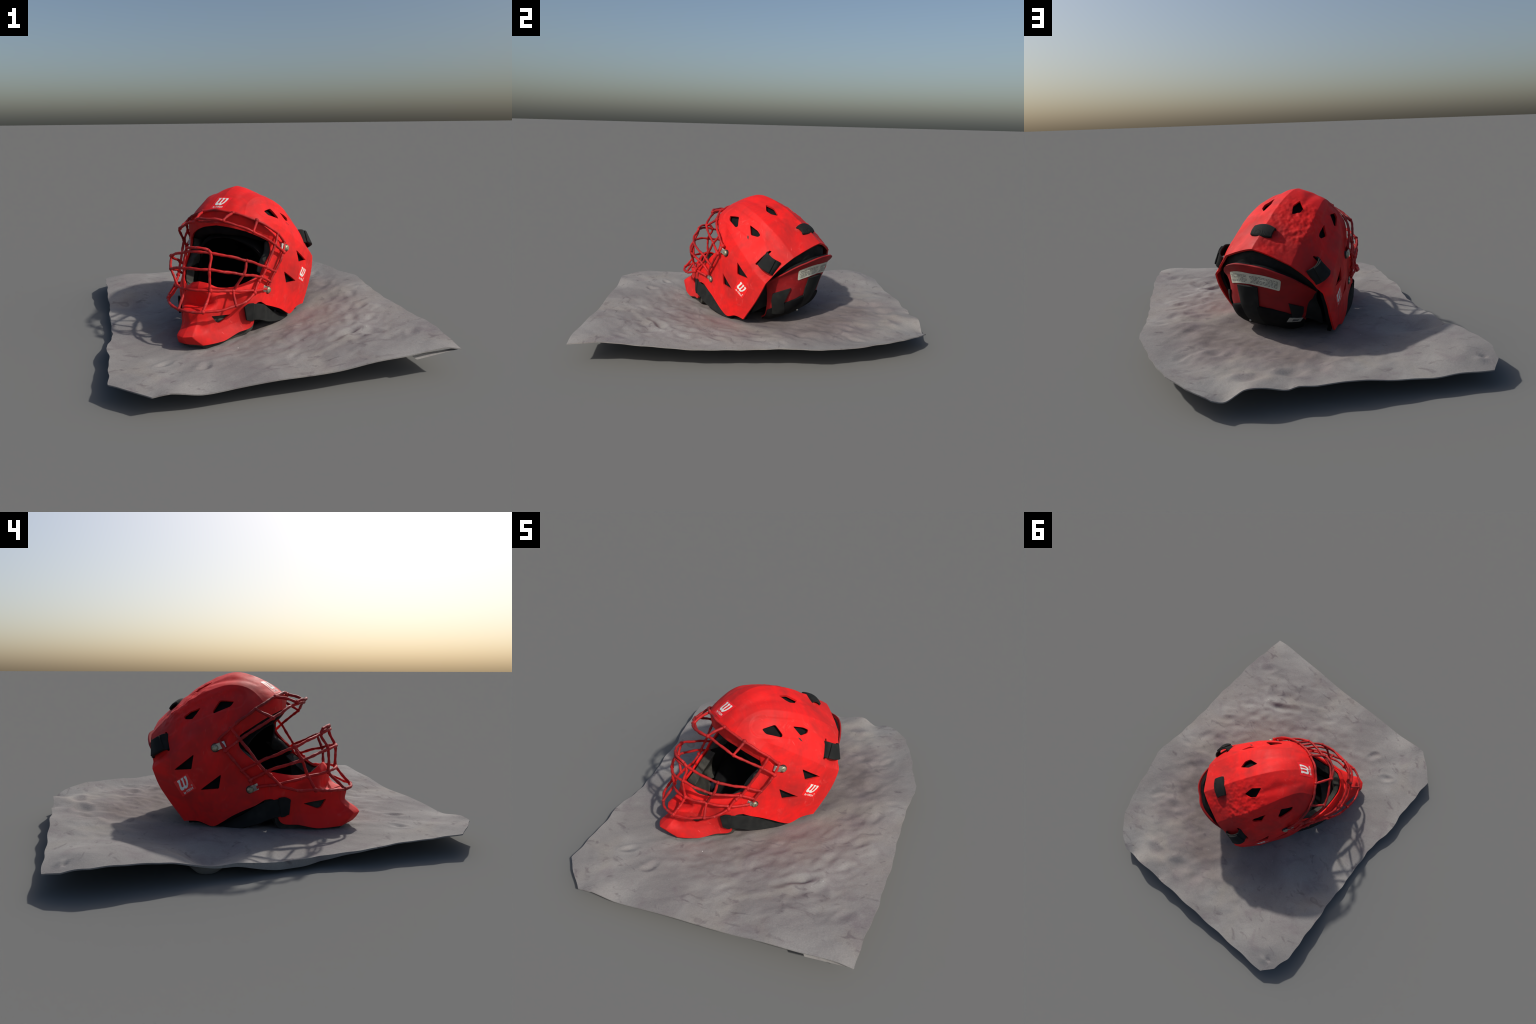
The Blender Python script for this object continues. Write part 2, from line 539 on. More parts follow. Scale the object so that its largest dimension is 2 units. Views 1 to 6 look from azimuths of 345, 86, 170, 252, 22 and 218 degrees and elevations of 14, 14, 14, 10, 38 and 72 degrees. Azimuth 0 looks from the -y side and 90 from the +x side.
# the hollow for the head: a deep dark bowl of foam and cloth
def bowl():
    c = np.array([0, -.05, .36])
    rows, cols = 44, 64
    O = []
    for i in range(rows):
        th = math.pi * (0.02 + 0.60 * i / (rows - 1))       # 0 points to the back, grows towards the face
        ring = []
        for j in range(cols):
            ph = 2 * math.pi * j / (cols - 1)
            dx, dz = math.sin(th) * math.cos(ph), math.sin(th) * math.sin(ph)
            dy = math.cos(th)
            rz = .215 if dz > 0 else .240
            p = c + np.array([dx * .222, dy * (.385 if dy > 0 else .26), dz * rz])
            p[1] += -.16 * max(0, -dz) * (1 - max(dy, 0)) - .06 * max(0, dz) * (1 - max(dy, 0))
            front = -.115 - .10 * max(0, dz) ** 2 - .27 * max(0, -dz) ** 1.5   # stop behind the brow, the cheeks and the mouth edge
            p[1] = max(p[1], front)
            ring.append(p)
        O.append(ring)
    O = np.array(O)
    n = O - c; n /= np.linalg.norm(n, axis=2, keepdims=True)
    O = O + n * (.006 * value_noise(O, 30, 61, 2))[..., None]
    ob = solid_sheet("head_hollow", O + n * .008, O, FOAM, None, 50)
    adopt(ob, helmet)


bowl()

# lower lining closing the hollow under the cheeks, resting on the sand
rows, cols = 20, 48
V, F = [], []
for i in range(rows):
    th = math.pi * i / (rows - 1)
    for j in range(cols):
        ph = 2 * math.pi * j / cols
        V.append((.238 * math.sin(th) * math.cos(ph), -.10 + .265 * math.sin(th) * math.sin(ph), max(.062, .105 + .055 * math.cos(th))))
V = np.array(V)
V = V + .005 * value_noise(V, 40, 63, 2)[:, None] * np.array([1, 1, .3])
for i in range(rows - 1):
    for j in range(cols):
        F.append([i * cols + j, i * cols + (j + 1) % cols, (i + 1) * cols + (j + 1) % cols, (i + 1) * cols + j])
adopt(mesh_object("lower_lining", world(V), F, FOAM, None, True), helmet)

# rim pad round the face opening: forehead band and two cheek pads
E_ = S[nb - 1] - NS[nb - 1] * .013


def rim_pad(name, j0, j1, depth, mat, back=.11, drop=0.0):
    E = E_[j0:j1 + 1:2]
    c0 = np.array([0, 0, .47])
    d = (c0 - E) * np.array([1, 0, 1]); d /= np.linalg.norm(d, axis=1, keepdims=True)
    t = np.linspace(0, 1, len(E))[:, None]
    dep = depth * (0.75 + 0.25 * np.sin(math.pi * t))
    rows = [E + np.array([0, .006, 0]), E + d * dep * .5 + np.array([0, .004, 0]), E + d * dep * .92 + np.array([0, .014, 0]), E + d * dep + np.array([0, .040, 0]), E + d * dep * .9 + np.array([0, back, 0])]
    G = np.array([curve(np.array(r), 14) for r in np.stack(rows, 1)]).transpose(1, 0, 2)
    n = np.tile(d[None], (14, 1, 1))
    n = sheet_normals(G)
    if (n[3, len(E) // 2] @ np.array([0, -1, 0])) < 0:
        n = -n
    G = G + n * (.003 * value_noise(G, 60, 77, 2))[..., None]
    ob = solid_sheet(name, G, G - n * .012, mat, None, 50)
    adopt(ob, helmet)
    return G


jm = S.shape[1] // 2
ja, jb = iv[4], iv[6]
Gb = rim_pad("forehead_pad", jm - ja, jm + ja, .060, FOAM, .18)
rim_pad("cheek_pad", jm + ja + 2, jm + jb, .046, GREY_FOAM)
rim_pad("cheek_pad", jm - jb, jm - ja - 2, .046, GREY_FOAM)
tape_pts = Gb[9, 2:-2:3] + np.array([0, -.004, -.002])


def tube(points, radius, sides=8, n=60, wobble=0.0, crease={}, seed=0, caps=True, flat=1.0):
    P = curve(points, n, crease)
    T = np.gradient(P, axis=0); T /= np.linalg.norm(T, axis=1, keepdims=True)
    up = np.array([0.3, 0.2, 1.0])
    V = []
    a = np.cross(T[0], up); a /= np.linalg.norm(a)
    r_ = np.random.default_rng(seed)
    ph = r_.uniform(0, 6.28, 4)
    s = np.linspace(0, 1, n) * np.linalg.norm(np.diff(P, axis=0), axis=1).sum()
    rad = radius * (1 + wobble * (np.sin(s * 70 + ph[0]) * 0.5 + np.sin(s * 160 + ph[1]) * 0.5))
    off = 0.0012 * wobble * 6 * np.stack([np.sin(s * 45 + ph[2]), np.sin(s * 60 + ph[3]), np.sin(s * 52 + ph[1])], 1)
    P = P + off
    for i in range(n):
        a = a - T[i] * (a @ T[i]); a /= np.linalg.norm(a)
        b = np.cross(T[i], a)
        for k in range(sides):
            t = 2 * math.pi * k / sides
            V.append(P[i] + rad[i] * (math.cos(t) * a + math.sin(t) * b * flat))
    F = []
    for i in range(n - 1):
        for k in range(sides):
            F.append([i * sides + k, i * sides + (k + 1) % sides, (i + 1) * sides + (k + 1) % sides, (i + 1) * sides + k])
    F.append(list(range(sides - 1, -1, -1)))
    F.append([(n - 1) * sides + k for k in range(sides)])
    return V, F


v, f = tube(tape_pts, 0.0045, 6, 80)
tape = mesh_object("edge_tape", world(v), f, TAN, None, True); adopt(tape, helmet)

# --------------------------------------------------------------------------
# back plate (adjustable rear half) with its harness
# --------------------------------------------------------------------------
PLATE = [  # rim to underside; mid plane outwards
    [(0, .494, .502), (.085, .492, .497), (.185, .430, .454), (.245, .352, .398), (.275, .270, .345)],
    [(0, .476, .445), (.085, .462, .440), (.172, .408, .408), (.230, .335, .358), (.258, .258, .312)],
    [(0, .456, .380), (.082, .446, .372), (.160, .398, .345), (.216, .325, .310), (.242, .252, .270)],
    [(0, .434, .300), (.082, .426, .292), (.155, .388, .275), (.206, .318, .248), (.228, .245, .220)],
    [(0, .390, .205), (.074, .384, .200), (.136, .360, .187), (.182, .296, .172), (.206, .225, .155)],
    [(0, .308, .134), (.064, .306, .130), (.114, .294, .122), (.154, .252, .112), (.178, .195, .102)],
    [(0, .215, .090), (.050, .214, .086), (.090, .206, .080), (.124, .188, .075), (.148, .155, .076)],
]
Pp, _, _ = sheet(PLATE, 80, 60, {}, {})
Pf = mirror_sheet(Pp)
PN = sheet_normals(Pf)
if PN[30, Pf.shape[1] // 2] @ np.array([0, 1, 0]) < 0:
    PN = -PN
PN = smooth_sheet(PN, 6)
down = np.linspace(0, 1, Pf.shape[0])[:, None]
Pf[..., 1] += .10 * Pf[..., 0] * down          # the plate hangs a little askew, lower left side swung back
Pf[..., 0] += .028 * down
lip = np.exp(-(np.linspace(0, 1, Pf.shape[0]) / 0.05) ** 2)[:, None]
Pf = Pf + PN * (0.0022 * value_noise(Pf, 32, 12, 3) + 0.005 * lip)[..., None]
dent = np.exp(-(((np.abs(Pf[..., 0]) - 0.125) / 0.045) ** 2 + ((Pf[..., 2] - 0.30) / 0.05) ** 2))
Pf = Pf - PN * (0.012 * dent)[..., None]
plate = solid_sheet("back_plate", Pf, Pf - PN * 0.009, RED_PLATE, None, 50); adopt(plate, helmet)
liner("rear_pad", Pf[2:-2, 2:-2], PN[2:-2, 2:-2], 0.011, 0.022, FOAM, 2)
plate_tree = BVHTree.FromObject(plate, bpy.context.evaluated_depsgraph_get())
rm, cm = Pf.shape[0], Pf.shape[1] // 2


def plate_point(u, w):
    """u 0..1 rim to underside, w -1..1 across"""
    i = u * (Pf.shape[0] - 1); j = (w + 1) / 2 * (Pf.shape[1] - 1)
    i0, j0 = int(min(i, Pf.shape[0] - 2)), int(min(j, Pf.shape[1] - 2))
    a, b = i - i0, j - j0
    q = lambda M: (M[i0, j0] * (1 - a) * (1 - b) + M[i0 + 1, j0] * a * (1 - b) + M[i0, j0 + 1] * (1 - a) * b + M[i0 + 1, j0 + 1] * a * b)
    return q(Pf), q(PN)


def plate_patch(name, outline_fn, u0, u1, nu, nw, lift, thick, mat, parent=helmet, puff=0.0):
    """patch lying on the back plate; outline_fn(u) -> (w_left, w_right)"""
    O, I = [], []
    for k, u in enumerate(np.linspace(u0, u1, nu)):
        wl, wr = outline_fn(u)
        ro, ri = [], []
        for t in np.linspace(0, 1, nw):
            p, n = plate_point(u, wl + (wr - wl) * t)
            e = puff * math.sin(math.pi * t)
            ro.append(p + n * (lift + thick + e)); ri.append(p + n * lift)
        O.append(ro); I.append(ri)
    ob = solid_sheet(name, np.array(O), np.array(I), mat, None, 40)
    adopt(ob, parent)
    return ob


# centre strap, lower cradle (a black sheet over the lower part of the plate) and black side tabs
plate_patch("rear_strap", lambda u: (-.10 - .01 * math.sin(u * 9), .225 + .03 * u + .015 * math.sin(u * 7)), .245, .97, 40, 12, .003, .007, WEB, puff=.006)
def lower_sheet_edge(u):
    # scalloped upper edge: low in the middle, climbing at both sides
    k = min(1.0, max(0.0, (u - .47) / .14))
    return -.30 - .68 * math.sqrt(k), .30 + .68 * math.sqrt(k)


plate_patch("black_lower_sheet", lower_sheet_edge, .47, .99, 36, 60, .0015, .006, FOAM, puff=.004)
plate_patch("cradle_tab", lambda u: (-.86 + .25 * abs(u - .46), -.56 - .5 * (u - .36)), .36, .60, 18, 12, .002, .006, WEB, puff=.003)
plate_patch("cradle_tab", lambda u: (.56 + .5 * (u - .32) - .9 * max(0, u - .5), .90 - .2 * abs(u - .42)), .30, .70, 26, 12, .003, .008, WEB, puff=.004)

# --- warning label -----------------------------------------------------------
def label_edges(u):
    k = (u - .095) / .135
    cut = .015 * (1 - min(1, k / .12, (1 - k) / .12)) ** 2
    return -.42 + cut, .44 - cut


label = plate_patch("warning_label", label_edges, .095, .23, 22, 60, .0012, .0012, PAPER)
# rows of tiny print
V, F = [], []
r_ = random.Random(3)
for row in range(6):
    u = .123 + row * .0155
    w = -.385
    while w < .405:
        ln = r_.uniform(.012, .05)
        if abs(w - .03) > .025 and r_.random() < .93 and not (row > 3 and .0 < w < .06):
            for t in range(4):
                pass
            pts = []
            segs = 3
            for uu in (u, u + .0065):
                for t in np.linspace(0, 1, segs + 1):
                    p, n = plate_point(uu, min(w + ln * t, .415))
                    pts.append(p + n * .0029)
            b0 = len(V)
            V += pts
            for t in range(segs):
                F.append([b0 + t, b0 + t + 1, b0 + segs + 2 + t, b0 + segs + 1 + t])
        w += ln + .009
ink = mesh_object("fine_print", world(V), F, INK, None, False); ink["kind"] = "stuff"; adopt(ink, helmet)

# small pale tag at the lower rear
tag = plate_patch("tag", lambda u: (-.88 + .5 * (u - .54), -.60 + .5 * (u - .54)), .54, .62, 8, 14, .010, .0014, TAG)
plate_patch("tag_print", lambda u: (-.80 + .5 * (u - .54), -.68 + .5 * (u - .54)), .565, .60, 5, 8, .0118, .0006, INK)


# --------------------------------------------------------------------------
# primitives for clips, bolts and straps
# --------------------------------------------------------------------------
def frame_of(d, hint=(0, 0, 1)):
    d = np.asarray(d, float); d = d / np.linalg.norm(d)
    a = np.asarray(hint, float) - d * (np.asarray(hint, float) @ d); a /= np.linalg.norm(a)
    return d, a, np.cross(d, a)


def lathe(profile, origin, axis, seg=28):
    d, a, b = frame_of(axis)
    V, F = [], []
    for r, h in profile:
        for k in range(seg):
            t = 2 * math.pi * k / seg
            V.append(np.asarray(origin) + d * h + r * (math.cos(t) * a + math.sin(t) * b))
    n = len(profile)
    for i in range(n - 1):
        for k in range(seg):
            F.append([i * seg + k, i * seg + (k + 1) % seg, (i + 1) * seg + (k + 1) % seg, (i + 1) * seg + k])
    F.append(list(range(seg - 1, -1, -1)))
    F.append([(n - 1) * seg + k for k in range(seg)])
    return V, F


def ribbon(name, pts, across, width, thick, mat, parent=helmet, n=40, wave=0.0, seed=0, droop=0.0):
    """webbing: centre line pts, one across-direction per control point"""
    P = curve(pts, n)
    W = curve(across, n) if len(across) == len(pts) else np.tile(np.asarray(across[0], float), (n, 1))
    W = W / np.linalg.norm(W, axis=1, keepdims=True)
    T = np.gradient(P, axis=0); T /= np.linalg.norm(T, axis=1, keepdims=True)
    Nn = np.cross(T, W); Nn /= np.linalg.norm(Nn, axis=1, keepdims=True)
    W = np.cross(Nn, T)
    m = 9
    wid = np.asarray(width, float) if np.ndim(width) else np.full(len(pts), width)
    wd = np.interp(np.linspace(0, 1, n), np.linspace(0, 1, len(wid)), wid)
    s = np.linspace(-0.5, 0.5, m)
    O = P[:, None] + W[:, None] * (s[None, :] * wd[:, None])[..., None]
    O = O + Nn[:, None] * (wave * value_noise(O, 55, seed, 2))[..., None]
    O = O + Nn[:, None] * (droop * (2 * s[None, :]) ** 2)[..., None]
    up, dn = O + Nn[:, None] * thick / 2, O - Nn[:, None] * thick / 2
    ob = solid_sheet(name, up, dn, mat, None, 40)
    bv = ob.modifiers.new("soft_edge", "BEVEL"); bv.width = thick * .25; bv.segments = 2; bv.limit_method = "ANGLE"; bv.angle_limit = math.radians(50)
    adopt(ob, parent)
    return ob


# --------------------------------------------------------------------------
# face cage
# --------------------------------------------------------------------------
cage = empty("face_cage", tuple(world((0, -.4, .4))), None)
adopt(cage, helmet)
cage.parent = helmet
cage.matrix_parent_inverse = Matrix.Translation(helmet.location).inverted()

NODE = {  # (left side, right side) pairs, x given for each side; the cage sits a little askew
    "S1t": ((.100, -.254, .708), (-.086, -.256, .710)),
    "S1f": ((.092, -.350, .680), (-.066, -.365, .684)),
    "S2t": ((.214, -.199, .658), (-.211, -.205, .660)),
    "S2f": ((.229, -.273, .610), (-.217, -.296, .620)),
    "S3t": ((.295, -.103, .572), (-.291, -.107, .573)),
    "S3f": ((.295, -.150, .520), (-.290, -.156, .522)),
    "U1e": ((.309, -.053, .518), (-.308, -.053, .518)),
    "U2e": ((.320, -.088, .465), (-.318, -.090, .466)),
    "M1e": ((.295, -.162, .371), (-.292, -.164, .371)),
    "M1J": ((.276, -.232, .409), (-.272, -.238, .411)),
    "M1K2": ((.233, -.379, .479), (-.215, -.404, .486)),
    "M1K1": ((.082, -.487, .535), (-.064, -.490, .533)),
    "top": ((.074, -.492, .552), (-.056, -.494, .556)),
    "M2e": ((.278, -.197, .321), (-.276, -.199, .321)),
    "M2J": ((.263, -.272, .364), (-.261, -.275, .365)),
    "M2K2": ((.226, -.410, .411), (-.203, -.436, .422)),
    "M2K1": ((.089, -.519, .455), (-.061, -.525, .457)),
    "M3e": ((.266, -.225, .286), (-.264, -.227, .286)),
    "M3m": ((.243, -.338, .306), (-.240, -.342, .308)),
    "M3K2": ((.176, -.437, .327), (-.156, -.453, .333)),
    "M3K1": ((.088, -.522, .345), (-.064, -.527, .345)),
    "BJt": ((.258, -.297, .347), (-.255, -.297, .347)),
    "BJ": ((.252, -.344, .296), (-.250, -.347, .296)),
    "BK2": ((.206, -.473, .261), (-.188, -.503, .277)),
    "BK1": ((.085, -.604, .256), (-.053, -.612, .261)),
}
N_ = lambda k, s: np.array(NODE[k][s])
off = lambda p, d: np.array(p) + np.array(d)
R_WIRE = 0.0074
bars = []


def bar(pts, n=70, r=R_WIRE, crease=None):
    bars.append((pts, n, r, crease or {}))


for s in (0, 1):
    sx = 1 if s == 0 else -1
    g = lambda k: N_(k, s)
    # struts of the visor
    bar([g("S1t"), (g("S1t") + g("S1f")) / 2 + (0, 0, .004), g("S1f")], 24)
    bar([g("S2t"), (g("S2t") + g("S2f")) / 2, g("S2f")], 20)
    bar([g("S3t"), (g("S3t") + g("S3f")) / 2, g("S3f")], 20)
    # inner side wire, continuing down to the lower bar
    bar([g("S3f") + (0, -.002, -.004), g("S3f") * .5 + g("M1J") * .5, g("M1J"), g("M2J"), g("BJt"), g("BJ")], 60)
    # outer side wire
    bar([g("U1e"), g("U2e") + (sx * -.004, .006, .01), g("U2e") * .35 + g("M1e") * .65 + (sx * .002, 0, 0), g("M1e"), g("M2e"), g("M2e") + (sx * -.006, -.005, -.02)], 60)
    # uprights
    bar([g("M1K2"), g("M2K2"), (g("M2K2") + g("M3K2")) / 2 + (0, -.002, 0), g("M3K2"), g("BK2")], 60, R_WIRE, {3: .6})
    bar([g("top"), g("M1K1"), g("M2K1"), (g("M2K1") + g("M3K1")) / 2 + (0, -.004, 0), g("M3K1"), g("BK1")], 70, R_WIRE, {4: .7})

both = lambda *ks: [N_(k, 0) for k in ks] + [N_(k, 1) for k in reversed(ks)]
# upper brow wire, lower brow wire
bar([N_("U1e", 0), N_("S3t", 0), N_("S2t", 0), N_("S1t", 0), (.007, -.268, .722), N_("S1t", 1), N_("S2t", 1), N_("S3t", 1), N_("U1e", 1)], 140)
bar([N_("U2e", 0), N_("S3f", 0), N_("S2f", 0), N_("S1f", 0) + (0.01, .012, -.012), (.013, -.372, .676), N_("S1f", 1) + (-.01, .012, -.012), N_("S2f", 1), N_("S3f", 1), N_("U2e", 1)], 140)
bar([N_("S1f", 0), (.06, -.372, .690), (.013, -.384, .693), (-.036, -.378, .692), N_("S1f", 1)], 40)
# middle bars
bar([N_("M1e", 0), N_("M1J", 0), N_("M1K2", 0), N_("M1K1", 0), (.012, -.512, .545), N_("M1K1", 1), N_("M1K2", 1), N_("M1J", 1), N_("M1e", 1)], 150)
bar([N_("top", 0), (.045, -.500, .560), (.010, -.505, .563), (-.030, -.502, .562), N_("top", 1)], 40)
bar([N_("M2e", 0), N_("M2J", 0), N_("M2K2", 0), N_("M2K1", 0), (.013, -.545, .462), N_("M2K1", 1), N_("M2K2", 1), N_("M2J", 1), N_("M2e", 1)], 150)
bar([N_("M3e", 0), N_("M3m", 0), N_("M3K2", 0), N_("M3K1", 0), (.012, -.545, .349), N_("M3K1", 1), N_("M3K2", 1), N_("M3m", 1), N_("M3e", 1)], 150)
# lower bar
bar([N_("BJ", 0), (.240, -.410, .272), N_("BK2", 0), (.150, -.550, .254), N_("BK1", 0), (.016, -.625, .258), N_("BK1", 1), (-.130, -.572, .268), N_("BK2", 1), (-.232, -.420, .280), N_("BJ", 1)], 150)

for k, (pts, n, r, cr) in enumerate(bars):
    v, f = tube(pts, r, 10, n, 0.16, cr, 40 + k)
    ob = mesh_object("bar", world(v), f, RED_WIRE, None, True, 60)
    ob.parent = cage
    ob.matrix_parent_inverse = Matrix.Translation(cage.location + helmet.location * 0).inverted()

# weld beads at the crossings
V, F = [], []
for k, pr in NODE.items():
    for p in pr:
        if k in ("M3e", "M3m", "top"):
            continue
        c = np.array(p)
        rad = R_WIRE * rng.uniform(1.25, 1.55)
        b0 = len(V)
        rings, seg = 7, 10
        st = rng.uniform(.9, 1.3, 3)
        for i in range(rings):
            th = math.pi * i / (rings - 1)
            for j in range(seg):
                ph = 2 * math.pi * j / seg
                V.append(c + rad * st * np.array([math.sin(th) * math.cos(ph), math.sin(th) * math.sin(ph), math.cos(th)]))
        for i in range(rings - 1):
            for j in range(seg):
                F.append([b0 + i * seg + j, b0 + i * seg + (j + 1) % seg, b0 + (i + 1) * seg + (j + 1) % seg, b0 + (i + 1) * seg + j])
weld = mesh_object("weld_bead", world(V), F, RED_WIRE, None, True)
weld["kind"] = "stuff"
weld.parent = cage
weld.matrix_parent_inverse = Matrix.Translation(cage.location).inverted()

# clips and bolts holding the cage
CLIPS = [((.307, -.030, .477), (.318, -.070, .494), (.97, -.2, .12)), ((.256, -.190, .270), (.264, -.226, .286), (.90, -.42, .05))]
for (bp, wp, d) in CLIPS:
    for sx in (1, -1):
        m = np.array([sx, 1, 1])
        p, w, dd = np.array(bp) * m, np.array(wp) * m, np.array(d) * m
        v, f = lathe([(.021, -.014), (.022, .002), (.021, .006), (.014, .007)], p, dd)
        adopt(mesh_object("washer", world(v), f, RUBBER, None, True, 40), helmet)
        v, f = lathe([(.0165, .004), (.0175, .008), (.016, .013), (.011, .0165), (.004, .0175), (.001, .017)], p, dd)
        adopt(mesh_object("bolt", world(v), f, BOLT, None, True, 50), helmet)
        # sheet metal loop round the wire
        d0, a, b = frame_of(dd, w - p)
        c = p + d0 * .006
        L = np.linalg.norm(w - p)
        pts = [c, c + a * L * .45 + d0 * .004, c + a * L * .8 + d0 * .010, c + a * (L + .010) + d0 * .004, c + a * (L + .006) - d0 * .008]
        rb = ribbon("clip", pts, [b], .032, .003, CLIP, helmet, 24)

# --------------------------------------------------------------------------
# straps
# --------------------------------------------------------------------------
for sx in (1, -1):
    m = np.array([sx, 1, 1])
    # side strap: comes out of the slot, lies over the rear edge
    ac = np.array([-.044, .026, .070]) * m
    pts = [np.array(p) * m for p in [(.262, .228, .480), (.287, .246, .490), (.308, .262, .488), (.318, .290, .474), (.312, .320, .458), (.296, .338, .446), (.276, .340, .436)]]
    ribbon("side_strap", pts, [ac], .090, .010, WEB, helmet, 40, .0012, 5)
    # stitched double end, a thicker block
    pts2 = [np.array(p) * m for p in [(.319, .266, .488), (.326, .286, .478), (.322, .312, .465), (.311, .332, .454)]]
    ribbon("strap_fold", pts2, [ac], .086, .013, WEB, helmet, 24, .0008, 6)
    # chin strap: buckle end on the chin guard, twisting back under the shell
    pts3 = [np.array(p) * m for p in [(.219, -.356, .186), (.241, -.318, .182), (.252, -.270, .166), (.258, -.200, .128), (.262, -.120, .092), (.268, -.040, .072), (.275, .040, .076), (.28, .11, .09)]]
    ac3 = [np.array(q) * m for q in [(.05, .10, 1), (.05, .12, 1), (.02, .2, 1), (-.05, .3, 1), (-.3, .3, 1), (-.7, .2, 1), (-.8, 0, 1), (-.8, 0, 1)]]
    ribbon("chin_strap", pts3, ac3, [.088, .088, .086, .068, .052, .046, .046, .046], .008, WEB, helmet, 60, .002, 7)
    pts4 = [np.array(p) * m for p in [(.207, -.378, .186), (.222, -.356, .188), (.237, -.336, .186)]]
    ribbon("strap_tab", pts4, [np.array((.05, .1, 1)) * m], [.075, .098, .098], .012, WEB, helmet, 16, .0008, 8)

# rear strap over the crown edge
pts = [(0, .308, .664), (0, .324, .677), (0, .348, .669), (0, .372, .650), (0, .382, .631), (0, .374, .618)]
ribbon("crown_strap", pts, [(1, 0, 0)], .124, .009, WEB, helmet, 40, .0012, 9, .013)

# black fabric behind the gap between shell and back plate
GAP = [
    [(0, .425, .575), (.10, .405, .548), (.19, .370, .500), (.25, .330, .440), (.30, .29, .37)],
    [(0, .435, .520), (.10, .418, .500), (.18, .372, .455), (.235, .32, .40), (.28, .27, .34)],
    [(0, .430, .450), (.09, .410, .440), (.155, .365, .41), (.215, .30, .36), (.262, .24, .30)],
    [(0, .405, .330), (.08, .390, .322), (.140, .345, .30), (.220, .262, .27), (.272, .205, .22)],
    [(0, .320, .190), (.07, .310, .188), (.130, .280, .18), (.205, .210, .16), (.262, .150, .12)],
]
Gp, _, _ = sheet(GAP, 44, 40)
Gf = mirror_sheet(Gp)
GN = smooth_sheet(sheet_normals(Gf), 3)
if GN[10, Gf.shape[1] // 2, 1] < 0:
    GN = -GN
Gf = Gf + GN * (0.004 * value_noise(Gf, 45, 20, 2))[..., None]
adopt(solid_sheet("rear_lining", Gf, Gf - GN * .012, WEB, None, 50), helmet)

# --------------------------------------------------------------------------
# printed marks, wrapped on the shell
# --------------------------------------------------------------------------
final_tree = shell_tree


def wrap(name, me, centre, right, upv, lift, mat, thick=0.0004):
    """wrap a flat mesh (x right, y up, metres) on the shell around centre"""
    right = np.asarray(right, float); right /= np.linalg.norm(right)
    nrm = np.cross(right, np.asarray(upv, float)); nrm /= np.linalg.norm(nrm)
    upv = np.cross(nrm, right)
    bm = bmesh.new(); bm.from_mesh(me)
    bmesh.ops.triangulate(bm, faces=bm.faces)
    for _ in range(3):
        long = [e for e in bm.edges if e.calc_length() > 0.008]
        if not long:
            break
        bmesh.ops.subdivide_edges(bm, edges=long, cuts=1)
        bmesh.ops.triangulate(bm, faces=bm.faces)
    for vtx in bm.verts:
        p = np.asarray(centre) + right * vtx.co.x + upv * vtx.co.y + nrm * 0.08
        hit, hn = surface_hit(p, -nrm)
        if hit is None:
            hit = Vector(world(p - nrm * 0.08)); hn = Vector(nrm @ BASIS)
        if hn.dot(Vector(nrm @ BASIS)) < 0:
            hn = -hn
        vtx.co = hit + hn * lift
    out = bpy.data.meshes.new(name)
    bm.to_mesh(out); bm.free()
    bpy.data.meshes.remove(me)
    out.materials.append(mat)
    ob = bpy.data.objects.new(name, out)
    bpy.context.scene.collection.objects.link(ob)
    adopt(ob, helmet)
    return ob


def flat_outline(loops):
    cu = bpy.data.curves.new("outline", "CURVE")
    cu.dimensions = "2D"; cu.fill_mode = "BOTH"
    for lp in loops:
        sp = cu.splines.new("POLY"); sp.points.add(len(lp) - 1)
        for q, (x, y) in zip(sp.points, lp):
            q.co = (x, y, 0, 1)
        sp.use_cyclic_u = True
    ob = bpy.data.objects.new("outline", cu)
    bpy.context.scene.collection.objects.link(ob)
    me = bpy.data.meshes.new_from_object(ob.evaluated_get(bpy.context.evaluated_depsgraph_get()))
    bpy.data.objects.remove(ob)
    return me


def flat_text(body, size, shear=0.0):
    cu = bpy.data.curves.new("lettering", "FONT")
    cu.body = body; cu.size = size; cu.align_x = "CENTER"; cu.align_y = "CENTER"; cu.shear = shear; cu.offset = size * 0.025
    ob = bpy.data.objects.new("lettering", cu)
    bpy.context.scene.collection.objects.link(ob)
    me = bpy.data.meshes.new_from_object(ob.evaluated_get(bpy.context.evaluated_depsgraph_get()))
    bpy.data.objects.remove(ob)
    return me


def shift(me, dx, dy):
    for vtx in me.vertices:
        vtx.co.x += dx; vtx.co.y += dy
    return me


def rounded2(pts, r=0.02, steps=4):
    return [(p[0], p[1]) for p in rounded([(a, b, 0) for a, b in pts], r, steps)]


# slab-serif swash W, unit height, leaning right
def swash_w(h):
    loops = [[(-.40, .50), (-.14, .50), (-.25, -.14), (-.20, -.24), (-.10, -.24), (-.04, -.16), (.03, .34), (-.05, .34), (-.02, .50), (.21, .50),
              (.10, -.16), (.13, -.27), (.22, -.24), (.31, -.04), (.37, .34), (.28, .34), (.31, .50), (.52, .50), (.54, .36), (.50, .06),
              (.40, -.24), (.24, -.44), (.08, -.50), (-.02, -.46), (-.06, -.38), (-.16, -.47), (-.32, -.48), (-.43, -.40), (-.46, -.26), (-.36, .34), (-.43, .34)]]
    out = []
    for lp in loops:
        out.append([((x + .10 * y) * h * 1.08, y * h) for x, y in lp])
    return out


def rect(w, h, skew=0.0):
    return [[(-w / 2 - skew, -h / 2), (w / 2 - skew, -h / 2), (w / 2 + skew, h / 2), (-w / 2 + skew, h / 2)]]


